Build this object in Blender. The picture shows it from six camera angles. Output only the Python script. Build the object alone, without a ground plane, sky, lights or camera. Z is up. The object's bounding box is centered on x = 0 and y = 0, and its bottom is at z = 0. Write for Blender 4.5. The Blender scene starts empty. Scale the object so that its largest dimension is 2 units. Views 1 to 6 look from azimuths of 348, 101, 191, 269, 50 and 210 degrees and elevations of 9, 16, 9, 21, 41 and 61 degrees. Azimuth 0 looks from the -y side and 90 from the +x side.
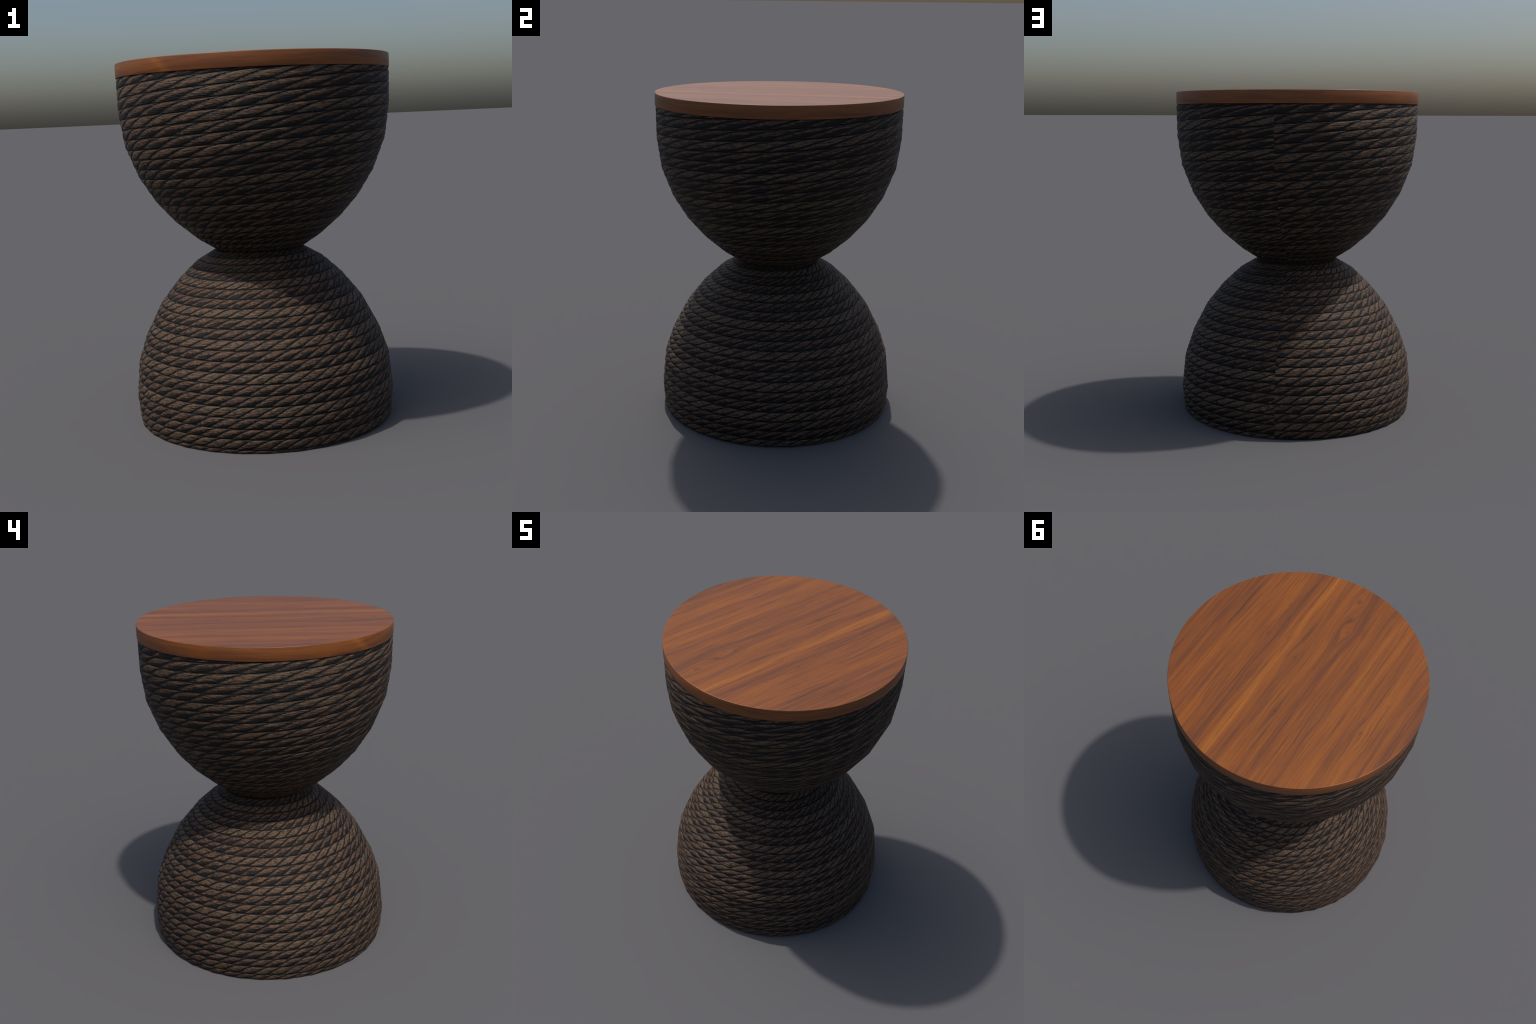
"""Hourglass side table: two rope-wound domes meeting at a narrow waist, round wooden top."""
import math
import bpy
import numpy as np

TAU = math.tau
SIDES = 30                      # the domes are 30-sided lathes
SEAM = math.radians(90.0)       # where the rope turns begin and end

# profiles (z, radius) from the bottom up
BASE_PROFILE = [(0.0, .718), (.012, .7265), (.143, .738), (.343, .7175), (.492, .666),
                (.66, .578), (.795, .469), (.893, .3625), (.961, .2455)]
BOWL_PROFILE = [(.961, .2455), (1.03, .353), (1.13, .470), (1.24, .567), (1.38, .654),
                (1.555, .722), (1.74, .748), (1.914, .750), (1.924, .746)]

# rope layout.  row = r0 + r1*s + p*(r2 + r3*s) ; strand = n0*s + c + p*(n1 + n2*s)
# with s the length along the profile and p the fraction of a turn from the seam;
# stagger shifts the strands of each third turn; lean is how far one strand runs along the rope
# while crossing it; relief is the furrow depth, dark_spread widens furrows and the shade painted on strands, tint dims the fibres
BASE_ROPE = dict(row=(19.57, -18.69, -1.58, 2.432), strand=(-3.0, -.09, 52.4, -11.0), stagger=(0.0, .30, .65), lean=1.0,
                 relief=.0070, dark_spread=.10, tint=.88)
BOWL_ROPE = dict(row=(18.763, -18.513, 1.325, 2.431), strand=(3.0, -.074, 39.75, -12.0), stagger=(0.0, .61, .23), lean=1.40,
                 relief=.0050, dark_spread=.20, tint=.84)


# ------------------------------------------------------------------ helpers
def arc_lengths(profile):
    P = np.array(profile)
    return np.concatenate([[0], np.cumsum(np.hypot(*np.diff(P, axis=0).T))])


def lean_curve(t):
    return .62 * t + .60 * np.maximum(t, 0) ** 4   # strands flatten out along the upper edge


def rope_height(rope, s, p, k):
    """0 in the furrows .. 1 on the strand crowns, plus the local strand coordinate."""
    r0, r1, r2, r3 = rope["row"]
    n0, c, n1, n2 = rope["strand"]
    V = r0 + r1 * s + p * (r2 + r3 * s)
    t = np.clip(-2.0 * (V - k), -1, 1)
    q = n0 * s + c + p * (n1 + n2 * s) + rope["stagger"][k % 3] - .5 * rope["lean"] * lean_curve(t)
    q = q - np.round(q)
    e = np.clip(1 - np.abs(t) ** 4, 0, 1)
    l = np.clip(1 - np.abs(2 * q) ** 2.4, 0, 1)
    return np.sqrt(e) * (.25 + .75 * np.sqrt(l))


def facet(phi):
    w = TAU / SIDES
    return math.cos(w / 2) / np.cos(np.mod(phi - SEAM, w) - w / 2)


def link_mesh(name, verts, faces, parent, mats):
    me = bpy.data.meshes.new(name)
    me.from_pydata(verts, [], faces)
    for m in mats:
        me.materials.append(m)
    ob = bpy.data.objects.new(name, me)
    bpy.context.scene.collection.objects.link(ob)
    ob.parent = parent
    return ob


# ------------------------------------------------------------------ node helper
class Nodes:
    def __init__(self, name):
        self.mat = bpy.data.materials.new(name)
        self.mat.use_nodes = True
        self.t = self.mat.node_tree
        self.t.nodes.clear()
        self.out = self.t.nodes.new("ShaderNodeOutputMaterial")
        self.bsdf = self.t.nodes.new("ShaderNodeBsdfPrincipled")
        self.t.links.new(self.bsdf.outputs[0], self.out.inputs[0])

    def plug(self, sock, v):
        if isinstance(v, bpy.types.NodeSocket):
            self.t.links.new(v, sock)
        elif v is not None:
            sock.default_value = v

    def m(self, op, a, b=None, c=None, clamp=False):
        n = self.t.nodes.new("ShaderNodeMath")
        n.operation, n.use_clamp = op, clamp
        for s, v in zip(n.inputs, (a, b, c)):
            self.plug(s, v)
        return n.outputs[0]

    def xyz(self):
        n = self.t.nodes.new("ShaderNodeTexCoord")
        s = self.t.nodes.new("ShaderNodeSeparateXYZ")
        self.t.links.new(n.outputs["Object"], s.inputs[0])
        return s.outputs

    def vec(self, x, y, z):
        n = self.t.nodes.new("ShaderNodeCombineXYZ")
        for s, v in zip(n.inputs, (x, y, z)):
            self.plug(s, v)
        return n.outputs[0]

    def noise(self, v, scale=1.0, detail=2.0, rough=.5, dist=0.0):
        n = self.t.nodes.new("ShaderNodeTexNoise")
        self.plug(n.inputs["Vector"], v)
        n.inputs["Scale"].default_value = scale
        n.inputs["Detail"].default_value = detail
        n.inputs["Roughness"].default_value = rough
        n.inputs["Distortion"].default_value = dist
        return n.outputs["Fac"]

    def smooth(self, v, lo, hi, a=0.0, b=1.0):
        n = self.t.nodes.new("ShaderNodeMapRange")
        n.interpolation_type = "SMOOTHSTEP"
        for s, x in zip(n.inputs, (v, lo, hi, a, b)):
            self.plug(s, x)
        return n.outputs[0]

    def mix(self, f, a, b, mode="MIX"):
        n = self.t.nodes.new("ShaderNodeMix")
        n.data_type, n.blend_type = "RGBA", mode
        self.plug(n.inputs["Factor"], f)
        for s, v in ((n.inputs[6], a), (n.inputs[7], b)):
            self.plug(s, (*v, 1) if isinstance(v, tuple) else v)
        return n.outputs[2]

    def ramp(self, f, stops):
        n = self.t.nodes.new("ShaderNodeValToRGB")
        self.plug(n.inputs[0], f)
        el = n.color_ramp.elements
        while len(el) < len(stops):
            el.new(.5)
        for e, (x, c) in zip(el, stops):
            e.position, e.color = x, (*c, 1)
        return n.outputs[0]

    def bump(self, h, strength, distance):
        n = self.t.nodes.new("ShaderNodeBump")
        n.inputs["Strength"].default_value, n.inputs["Distance"].default_value = strength, distance
        self.plug(n.inputs["Height"], h)
        return n.outputs[0]


# ------------------------------------------------------------------ materials
ROPE_CROWN = (.145, .087, .050)    # plain turns with little painted shade
ROPE_REDDER = (.116, .061, .034)  # redder turns, with more shade painted on
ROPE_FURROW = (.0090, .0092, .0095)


def rope_material(name, profile, rope):
    N = Nodes(name)
    x, y, z = N.xyz()
    p = N.m("FRACT", N.m("ADD", N.m("DIVIDE", N.m("ARCTAN2", y, x), TAU), 2.0 - SEAM / TAU))
    # length along the profile, as a sum of hinges in z
    Z = [a for a, _ in profile]
    S = arc_lengths(profile)
    slopes = [(S[i + 1] - S[i]) / (Z[i + 1] - Z[i]) for i in range(len(Z) - 1)]
    s = N.m("MULTIPLY", N.m("SUBTRACT", z, Z[0]), slopes[0])
    for i in range(1, len(slopes)):
        s = N.m("MULTIPLY_ADD", N.m("MAXIMUM", N.m("SUBTRACT", z, Z[i]), 0.0), slopes[i] - slopes[i - 1], s)
    r0, r1, r2, r3 = rope["row"]
    n0, c, n1, n2 = rope["strand"]
    V = N.m("MULTIPLY_ADD", p, N.m("MULTIPLY_ADD", s, r3, r2), N.m("MULTIPLY_ADD", s, r1, r0))
    k = N.m("FLOOR", N.m("ADD", V, .5))
    t = N.m("MULTIPLY", N.m("SUBTRACT", k, V), 2.0)
    k3 = N.m("FLOORED_MODULO", k, 3.0)
    plain = N.m("LESS_THAN", k3, .5)
    off = N.m("ADD", N.m("MULTIPLY", N.m("COMPARE", k3, 1.0, .1), rope["stagger"][1]),
              N.m("MULTIPLY", N.m("COMPARE", k3, 2.0, .1), rope["stagger"][2]))
    t4 = N.m("POWER", N.m("MAXIMUM", t, 0.0), 4.0)
    lean = N.m("MULTIPLY_ADD", t4, .60, N.m("MULTIPLY", t, .62))
    q0 = N.m("MULTIPLY_ADD", p, N.m("MULTIPLY_ADD", s, n2, n1), N.m("MULTIPLY_ADD", s, n0, c))
    q1 = N.m("ADD", N.m("MULTIPLY_ADD", lean, -.5 * rope["lean"], q0), off)
    strand_id = N.m("FLOOR", N.m("ADD", q1, .5))
    q = N.m("SUBTRACT", q1, strand_id)
    # fibres run along the turns: fine dashes, long in p and short in s
    along = N.m("MULTIPLY", p, n1)
    across = N.m("MULTIPLY", V, 1.0)
    cell = N.m("ADD", N.m("MULTIPLY", strand_id, 3.7), N.m("MULTIPLY", k, 11.3))
    soft = N.noise(N.vec(N.m("MULTIPLY", along, 4.0), N.m("MULTIPLY", across, 9.0), k), 1.0, 3.0, .6)
    dash = N.noise(N.vec(N.m("MULTIPLY", along, 2.8), N.m("MULTIPLY", across, 8.5), cell), 1.0, 2.0, .6)
    speck = N.noise(N.vec(N.m("MULTIPLY", along, 6.0), N.m("MULTIPLY", across, 9.0), cell), 1.0, 2.0, .6)
    jit = N.m("MULTIPLY", N.m("SUBTRACT", soft, .5), .20)
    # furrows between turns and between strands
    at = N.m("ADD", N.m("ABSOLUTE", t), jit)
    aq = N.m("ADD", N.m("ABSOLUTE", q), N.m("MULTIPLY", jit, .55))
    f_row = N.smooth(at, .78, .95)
    f_strand = N.smooth(aq, .36 - .25 * rope["dark_spread"], .47 - .2 * rope["dark_spread"])
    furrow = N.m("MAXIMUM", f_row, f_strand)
    # baked-in shade painted on each strand's lower right, mostly on redder turns
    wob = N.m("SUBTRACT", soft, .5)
    less_shade = N.m("LESS_THAN", N.m("FLOORED_MODULO", strand_id, 3.0), .5)   # every third strand gets less painted shade
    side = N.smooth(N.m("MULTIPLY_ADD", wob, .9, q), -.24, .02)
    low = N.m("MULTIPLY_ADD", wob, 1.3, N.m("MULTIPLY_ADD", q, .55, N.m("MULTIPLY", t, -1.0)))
    low = N.m("MULTIPLY_ADD", less_shade, -.38, low)
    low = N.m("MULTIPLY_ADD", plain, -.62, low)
    baked_shade = N.m("MULTIPLY", side, N.smooth(low, -.02 - rope["dark_spread"], .24 - rope["dark_spread"]))
    tint = rope["tint"]
    dim = lambda c: tuple(v * tint for v in c)
    crown = N.mix(plain, dim(ROPE_REDDER), dim(ROPE_CROWN))
    crown = N.mix(N.smooth(dash, .48, .60, 0.0, .82), crown, (.022, .019, .017))
    crown = N.mix(N.smooth(dash, .46, .36, 0.0, .75), crown, dim((.175, .108, .066)))
    crown = N.mix(N.smooth(speck, .52, .68, 0.0, .70), crown, (.020, .017, .015))
    dark = N.m("MAXIMUM", furrow, N.m("MULTIPLY", baked_shade, .93))
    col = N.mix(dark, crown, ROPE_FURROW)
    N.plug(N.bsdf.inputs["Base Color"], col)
    N.bsdf.inputs["Roughness"].default_value = .62
    N.bsdf.inputs["Specular IOR Level"].default_value = .22
    h = N.m("SUBTRACT", N.m("MULTIPLY", dash, -1.0), N.m("MULTIPLY", baked_shade, .6))
    swell = N.m("MULTIPLY", N.m("SUBTRACT", 1.0, N.m("MULTIPLY", t, t)), N.m("SUBTRACT", 1.0, N.m("POWER", N.m("MULTIPLY", N.m("ABSOLUTE", q), 2.0), 3.0)))
    h = N.m("MULTIPLY_ADD", swell, .45, h)
    N.plug(N.bsdf.inputs["Normal"], N.bump(h, .9, .006))
    return N.mat


def core_material():
    N = Nodes("rope_core_dark")
    x, y, z = N.xyz()
    f = N.noise(N.vec(x, y, z), 40.0, 3.0)
    N.plug(N.bsdf.inputs["Base Color"], N.mix(f, (.012, .010, .009), (.03, .024, .02)))
    N.bsdf.inputs["Roughness"].default_value = .9
    return N.mat


KNOTS = [  # x, y, reach across, reach along, pull
    (.078, -.078, .040, .085, .80), (.236, .145, .022, .06, .6), (-.246, .212, .034, .10, .75),
    (-.499, .158, .040, .10, .75), (-.022, .29, .03, .07, .7), (.305, -.390, .028, .07, .7),
    (-.055, -.48, .060, .15, .70), (-.035, -.635, .055, .10, .65), (.304, -.144, .03, .09, .7),
    (-.089, -.40, .05, .09, .8), (.183, -.183, .020, .05, .6)]
STREAKS = [  # x, half width, strength (positive is bright)
    (.155, .024, .20), (-.365, .045, .09), (.015, .04, .10), (.255, .045, -.13), (-.258, .028, -.12),
    (-.11, .022, -.13), (-.735, .045, -.20), (.62, .06, -.06), (.47, .05, .06), (-.55, .05, .08), (.08, .02, -.08)]
WOOD = [(0.0, (.075, .027, .013)), (.25, (.125, .041, .014)), (.48, (.205, .061, .011)),
        (.70, (.275, .085, .011)), (1.0, (.380, .130, .014))]


def wood_shade(N, tone, fine_a, fine_b):
    """shared colouring: broad tone plus fine dark pores and lines"""
    col = N.ramp(tone, WOOD)
    col = N.mix(N.smooth(fine_a, .54, .74, 0, .50), col, (.060, .026, .018))
    col = N.mix(N.smooth(fine_b, .57, .74, 0, .38), col, (.045, .020, .015))
    return col


def wood_top_material():
    N = Nodes("walnut_top")
    x, y, z = N.xyz()
    wav = N.noise(N.vec(N.m("MULTIPLY", x, 3.0), N.m("MULTIPLY", y, .9), 1.7), 1.0, 2.0)
    wav2 = N.noise(N.vec(N.m("MULTIPLY", x, 16.0), N.m("MULTIPLY", y, 4.0), 4.1), 1.0, 3.0, .6)
    xw = N.m("ADD", x, N.m("MULTIPLY", N.m("SUBTRACT", wav, .5), .07))
    xw = N.m("MULTIPLY_ADD", N.m("SUBTRACT", wav2, .5), .0055, xw)
    heart = None
    for kx, ky, rx, ry, pull in KNOTS:
        dx = N.m("DIVIDE", N.m("SUBTRACT", x, kx), rx)
        dy = N.m("DIVIDE", N.m("SUBTRACT", y, ky), ry)
        g = N.m("EXPONENT", N.m("MULTIPLY", N.m("MULTIPLY_ADD", dx, dx, N.m("MULTIPLY", dy, dy)), -1.0))
        xw = N.m("MULTIPLY_ADD", N.m("MULTIPLY", g, N.m("SUBTRACT", kx, x)), pull, xw)
        spot = N.smooth(N.m("ADD", N.m("POWER", g, 9.0), N.m("MULTIPLY", N.m("SUBTRACT", wav2, .5), .8)), .55, 1.05)
        spot = N.m("MULTIPLY", spot, N.m("GREATER_THAN", pull, .1))
        heart = spot if heart is None else N.m("MAXIMUM", heart, spot)
    yl = N.m("MULTIPLY", y, .55)
    band = N.noise(N.vec(N.m("MULTIPLY", xw, 9.0), yl, 0.3), 1.0, 2.0, .55)
    band2 = N.noise(N.vec(N.m("MULTIPLY", xw, 34.0), N.m("MULTIPLY", y, 1.1), 7.3), 1.0, 3.0, .6)
    line = N.noise(N.vec(N.m("MULTIPLY", xw, 110.0), N.m("MULTIPLY", y, 3.0), 2.2), 1.0, 2.0, .6)
    tone = N.m("ADD", N.m("MULTIPLY", N.m("SUBTRACT", band, .5), .40), .50)
    tone = N.m("MULTIPLY_ADD", N.m("SUBTRACT", band2, .5), .52, tone)
    tone = N.m("MULTIPLY_ADD", N.m("SUBTRACT", line, .5), .62, tone)
    for sx, w, a in STREAKS:
        d = N.m("DIVIDE", N.m("SUBTRACT", xw, sx), w)
        tone = N.m("MULTIPLY_ADD", N.m("EXPONENT", N.m("MULTIPLY", N.m("MULTIPLY", d, d), -1.0)), a, tone)
    fine = N.noise(N.vec(N.m("MULTIPLY", xw, 190.0), N.m("MULTIPLY", y, 8.0), 0.0), 1.0, 2.0, .6)
    ring = N.noise(N.vec(N.m("MULTIPLY", xw, 85.0), N.m("MULTIPLY", y, 1.8), 9.0), 1.0, 1.0, .5)
    col = wood_shade(N, tone, ring, fine)
    col = N.mix(N.m("MULTIPLY", heart, .45), col, (.040, .022, .016))
    N.plug(N.bsdf.inputs["Base Color"], col)
    N.bsdf.inputs["Roughness"].default_value = .42
    N.bsdf.inputs["Specular IOR Level"].default_value = .45
    N.plug(N.bsdf.inputs["Normal"], N.bump(fine, .08, .002))
    return N.mat


def wood_side_material():
    N = Nodes("walnut_edge")
    x, y, z = N.xyz()
    a = N.m("ARCTAN2", y, x)
    ax, ay = N.m("MULTIPLY", N.m("COSINE", a), .75), N.m("MULTIPLY", N.m("SINE", a), .75)
    wv = N.noise(N.vec(N.m("MULTIPLY", ax, 3.0), N.m("MULTIPLY", ay, 3.0), N.m("MULTIPLY", z, 6.0)), 1.0, 2.0)
    zw = N.m("MULTIPLY_ADD", N.m("SUBTRACT", wv, .5), .055, z)
    band = N.noise(N.vec(N.m("MULTIPLY", ax, 2.2), N.m("MULTIPLY", ay, 2.2), N.m("MULTIPLY", zw, 42.0)), 1.0, 2.0)
    fine = N.noise(N.vec(N.m("MULTIPLY", ax, 6.0), N.m("MULTIPLY", ay, 6.0), N.m("MULTIPLY", zw, 170.0)), 1.0, 2.0)
    tone = N.m("MULTIPLY_ADD", N.m("SUBTRACT", band, .5), 1.1, .50)
    tone = N.m("MULTIPLY_ADD", N.m("SUBTRACT", fine, .5), .35, tone)
    # one pale flame of figure in the edge
    da = N.m("DIVIDE", N.m("SUBTRACT", N.m("ADD", a, N.m("MULTIPLY", N.m("SUBTRACT", z, 1.965), 1.6)), math.radians(-139.5)), .045)
    flame = N.m("EXPONENT", N.m("MULTIPLY", N.m("MULTIPLY", da, da), -1.0))
    tone = N.m("MULTIPLY_ADD", flame, .24, tone)
    N.plug(N.bsdf.inputs["Base Color"], wood_shade(N, tone, band, fine))
    N.bsdf.inputs["Roughness"].default_value = .46
    return N.mat


# ------------------------------------------------------------------ rope turns
def rope_turns(profile, rope, parent, mat):
    P = np.array(profile)
    S = arc_lengths(profile)
    top = S[-1]
    ang = np.arctan2(np.diff(P[:, 1]), np.diff(P[:, 0]))          # lean of each profile segment
    knot_ang = np.concatenate([[ang[0]], (ang[1:] + ang[:-1]) / 2, [ang[-1]]])
    r0, r1, r2, r3 = rope["row"]
    nphi, nt = 30 * 24, 15
    p = np.linspace(0, 1, nphi + 1)
    phi = SEAM + TAU * p
    edge = .990
    tt = np.sin(np.linspace(-1, 1, nt) * math.pi / 2) * edge
    lo = min(r0 + r1 * top, r0 + r1 * top + r2 + r3 * top)
    hi = max(r0, r0 + r2)
    for k in range(int(math.floor(lo)), int(math.ceil(hi)) + 1):
        V = k - tt[None, :] / 2
        raw = (V - r0 - p[:, None] * r2) / (r1 + p[:, None] * r3)
        s = np.clip(raw, 0, top)
        live = (s[:, -1] - s[:, 0]) > 1e-5
        cols = np.nonzero(live)[0]
        if len(cols) < 3:
            continue
        pp = np.broadcast_to(p[:, None], s.shape)
        ph = np.broadcast_to(phi[:, None], s.shape)

        def depth(s_, p_):
            return -rope["relief"] * (1 - rope_height(rope, s_, p_, k))

        def place(s_, ph_, inset):
            r = (np.interp(s_, S, P[:, 1])) * facet(ph_) + inset
            return np.stack([r * np.cos(ph_), r * np.sin(ph_), np.interp(s_, S, P[:, 0])], -1)

        d = depth(s, pp)
        slope = np.interp(s, S, knot_ang)
        r = np.interp(s, S, P[:, 1])
        e = 4e-4
        ds = (depth(s + e, pp) - depth(s - e, pp)) / (2 * e) * np.cos(slope)
        dp = (depth(s, pp + e / 4) - depth(s, pp - e / 4)) / (e / 2) / (TAU * r) * np.cos(slope)
        cr = np.stack([np.cos(ph), np.sin(ph), 0 * ph], -1)
        cz = np.array([0, 0, 1.0])
        n0 = cr * np.cos(slope)[..., None] - cz * np.sin(slope)[..., None]
        ts = cr * np.sin(slope)[..., None] + cz * np.cos(slope)[..., None]
        tp = np.stack([-np.sin(ph), np.cos(ph), 0 * ph], -1)
        nor = n0 - ds[..., None] * ts - dp[..., None] * tp
        front = place(s, ph, d)
        back_in = -.013 / np.maximum(np.cos(slope), .5)
        rear = place(s[:, [0, -1]], ph[:, [0, -1]], back_in[:, [0, -1]])
        # ring of section points per column: front row points, then two rear points
        ring = np.concatenate([front, rear[:, ::-1]], 1)
        rn = np.concatenate([nor, -n0[:, [0, -1]][:, ::-1]], 1)
        w = nt + 2
        faces = []
        for i in range(nphi):
            if not (live[i] and live[i + 1]):
                continue
            a, b = i * w, (i + 1) * w
            for j in range(w):
                j2 = (j + 1) % w
                faces.append((a + j, b + j, b + j2, a + j2))
        used_cols = [i for i in range(nphi + 1) if live[i]]
        first, last = used_cols[0], used_cols[-1]
        faces.append(tuple(first * w + j for j in range(w)))
        faces.append(tuple(last * w + j for j in reversed(range(w))))
        used = np.zeros((nphi + 1) * w, bool)
        for f in faces:
            used[list(f)] = True
        index = np.cumsum(used) - 1
        verts = ring.reshape(-1, 3)[used]
        norms = rn.reshape(-1, 3)[used]
        norms /= np.linalg.norm(norms, axis=1, keepdims=True)
        faces = [tuple(int(index[v]) for v in f) for f in faces]
        ob = link_mesh("rope_coil", verts.tolist(), faces, parent, [mat])
        me = ob.data
        me.shade_smooth()
        me.validate()
        me.normals_split_custom_set_from_vertices([tuple(v) for v in norms[:len(me.vertices)]])


def core_shell(name, profile, parent, mat):
    """dark 30-sided body just under the rope"""
    ring_pts = [(z, r - .011) for z, r in profile]
    ring_pts[0] = (ring_pts[0][0] + .002, ring_pts[0][1])
    verts, faces = [], []
    for z, r in ring_pts:
        for i in range(SIDES):
            a = SEAM + TAU * i / SIDES
            verts.append((r * math.cos(a), r * math.sin(a), z))
    for j in range(len(ring_pts) - 1):
        for i in range(SIDES):
            i2 = (i + 1) % SIDES
            faces.append((j * SIDES + i, j * SIDES + i2, (j + 1) * SIDES + i2, (j + 1) * SIDES + i))
    faces.append(tuple(reversed(range(SIDES))))
    faces.append(tuple((len(ring_pts) - 1) * SIDES + i for i in range(SIDES)))
    ob = link_mesh(name, verts, faces, parent, [mat])
    for f in ob.data.polygons:
        f.use_smooth = len(f.vertices) == 4
    return ob


def table_top(parent, top_mat, side_mat):
    segs = 120
    prof = [(1.9245, .747), (1.9255, .7492), (1.927, .750), (1.9955, .750), (1.9983, .7493), (1.9995, .7482), (2.0, .7465)]
    verts, faces, mats = [], [], []
    for z, r in prof:
        for i in range(segs):
            a = TAU * i / segs
            verts.append((r * math.cos(a), r * math.sin(a), z))
    for j in range(len(prof) - 1):
        for i in range(segs):
            i2 = (i + 1) % segs
            faces.append((j * segs + i, j * segs + i2, (j + 1) * segs + i2, (j + 1) * segs + i))
            mats.append(0 if j >= 4 else 1)
    faces.append(tuple(reversed(range(segs))))
    mats.append(1)
    faces.append(tuple((len(prof) - 1) * segs + i for i in range(segs)))
    mats.append(0)
    ob = link_mesh("tabletop", verts, faces, parent, [top_mat, side_mat])
    for f, m in zip(ob.data.polygons, mats):
        f.material_index = m
        f.use_smooth = len(f.vertices) == 4
    return ob


# ------------------------------------------------------------------ build
table = bpy.data.objects.new("hourglass_side_table", None)
bpy.context.scene.collection.objects.link(table)
table["label"] = "dark rope-wound hourglass side table with round walnut top"
table["category"] = "side table"

dark = core_material()
base = core_shell("rope_base", BASE_PROFILE, table, dark)
bowl = core_shell("rope_bowl", BOWL_PROFILE, table, dark)
rope_turns(BASE_PROFILE, BASE_ROPE, base, rope_material("dark_rope_base", BASE_PROFILE, BASE_ROPE))
rope_turns(BOWL_PROFILE, BOWL_ROPE, bowl, rope_material("dark_rope_bowl", BOWL_PROFILE, BOWL_ROPE))
table_top(table, wood_top_material(), wood_side_material())
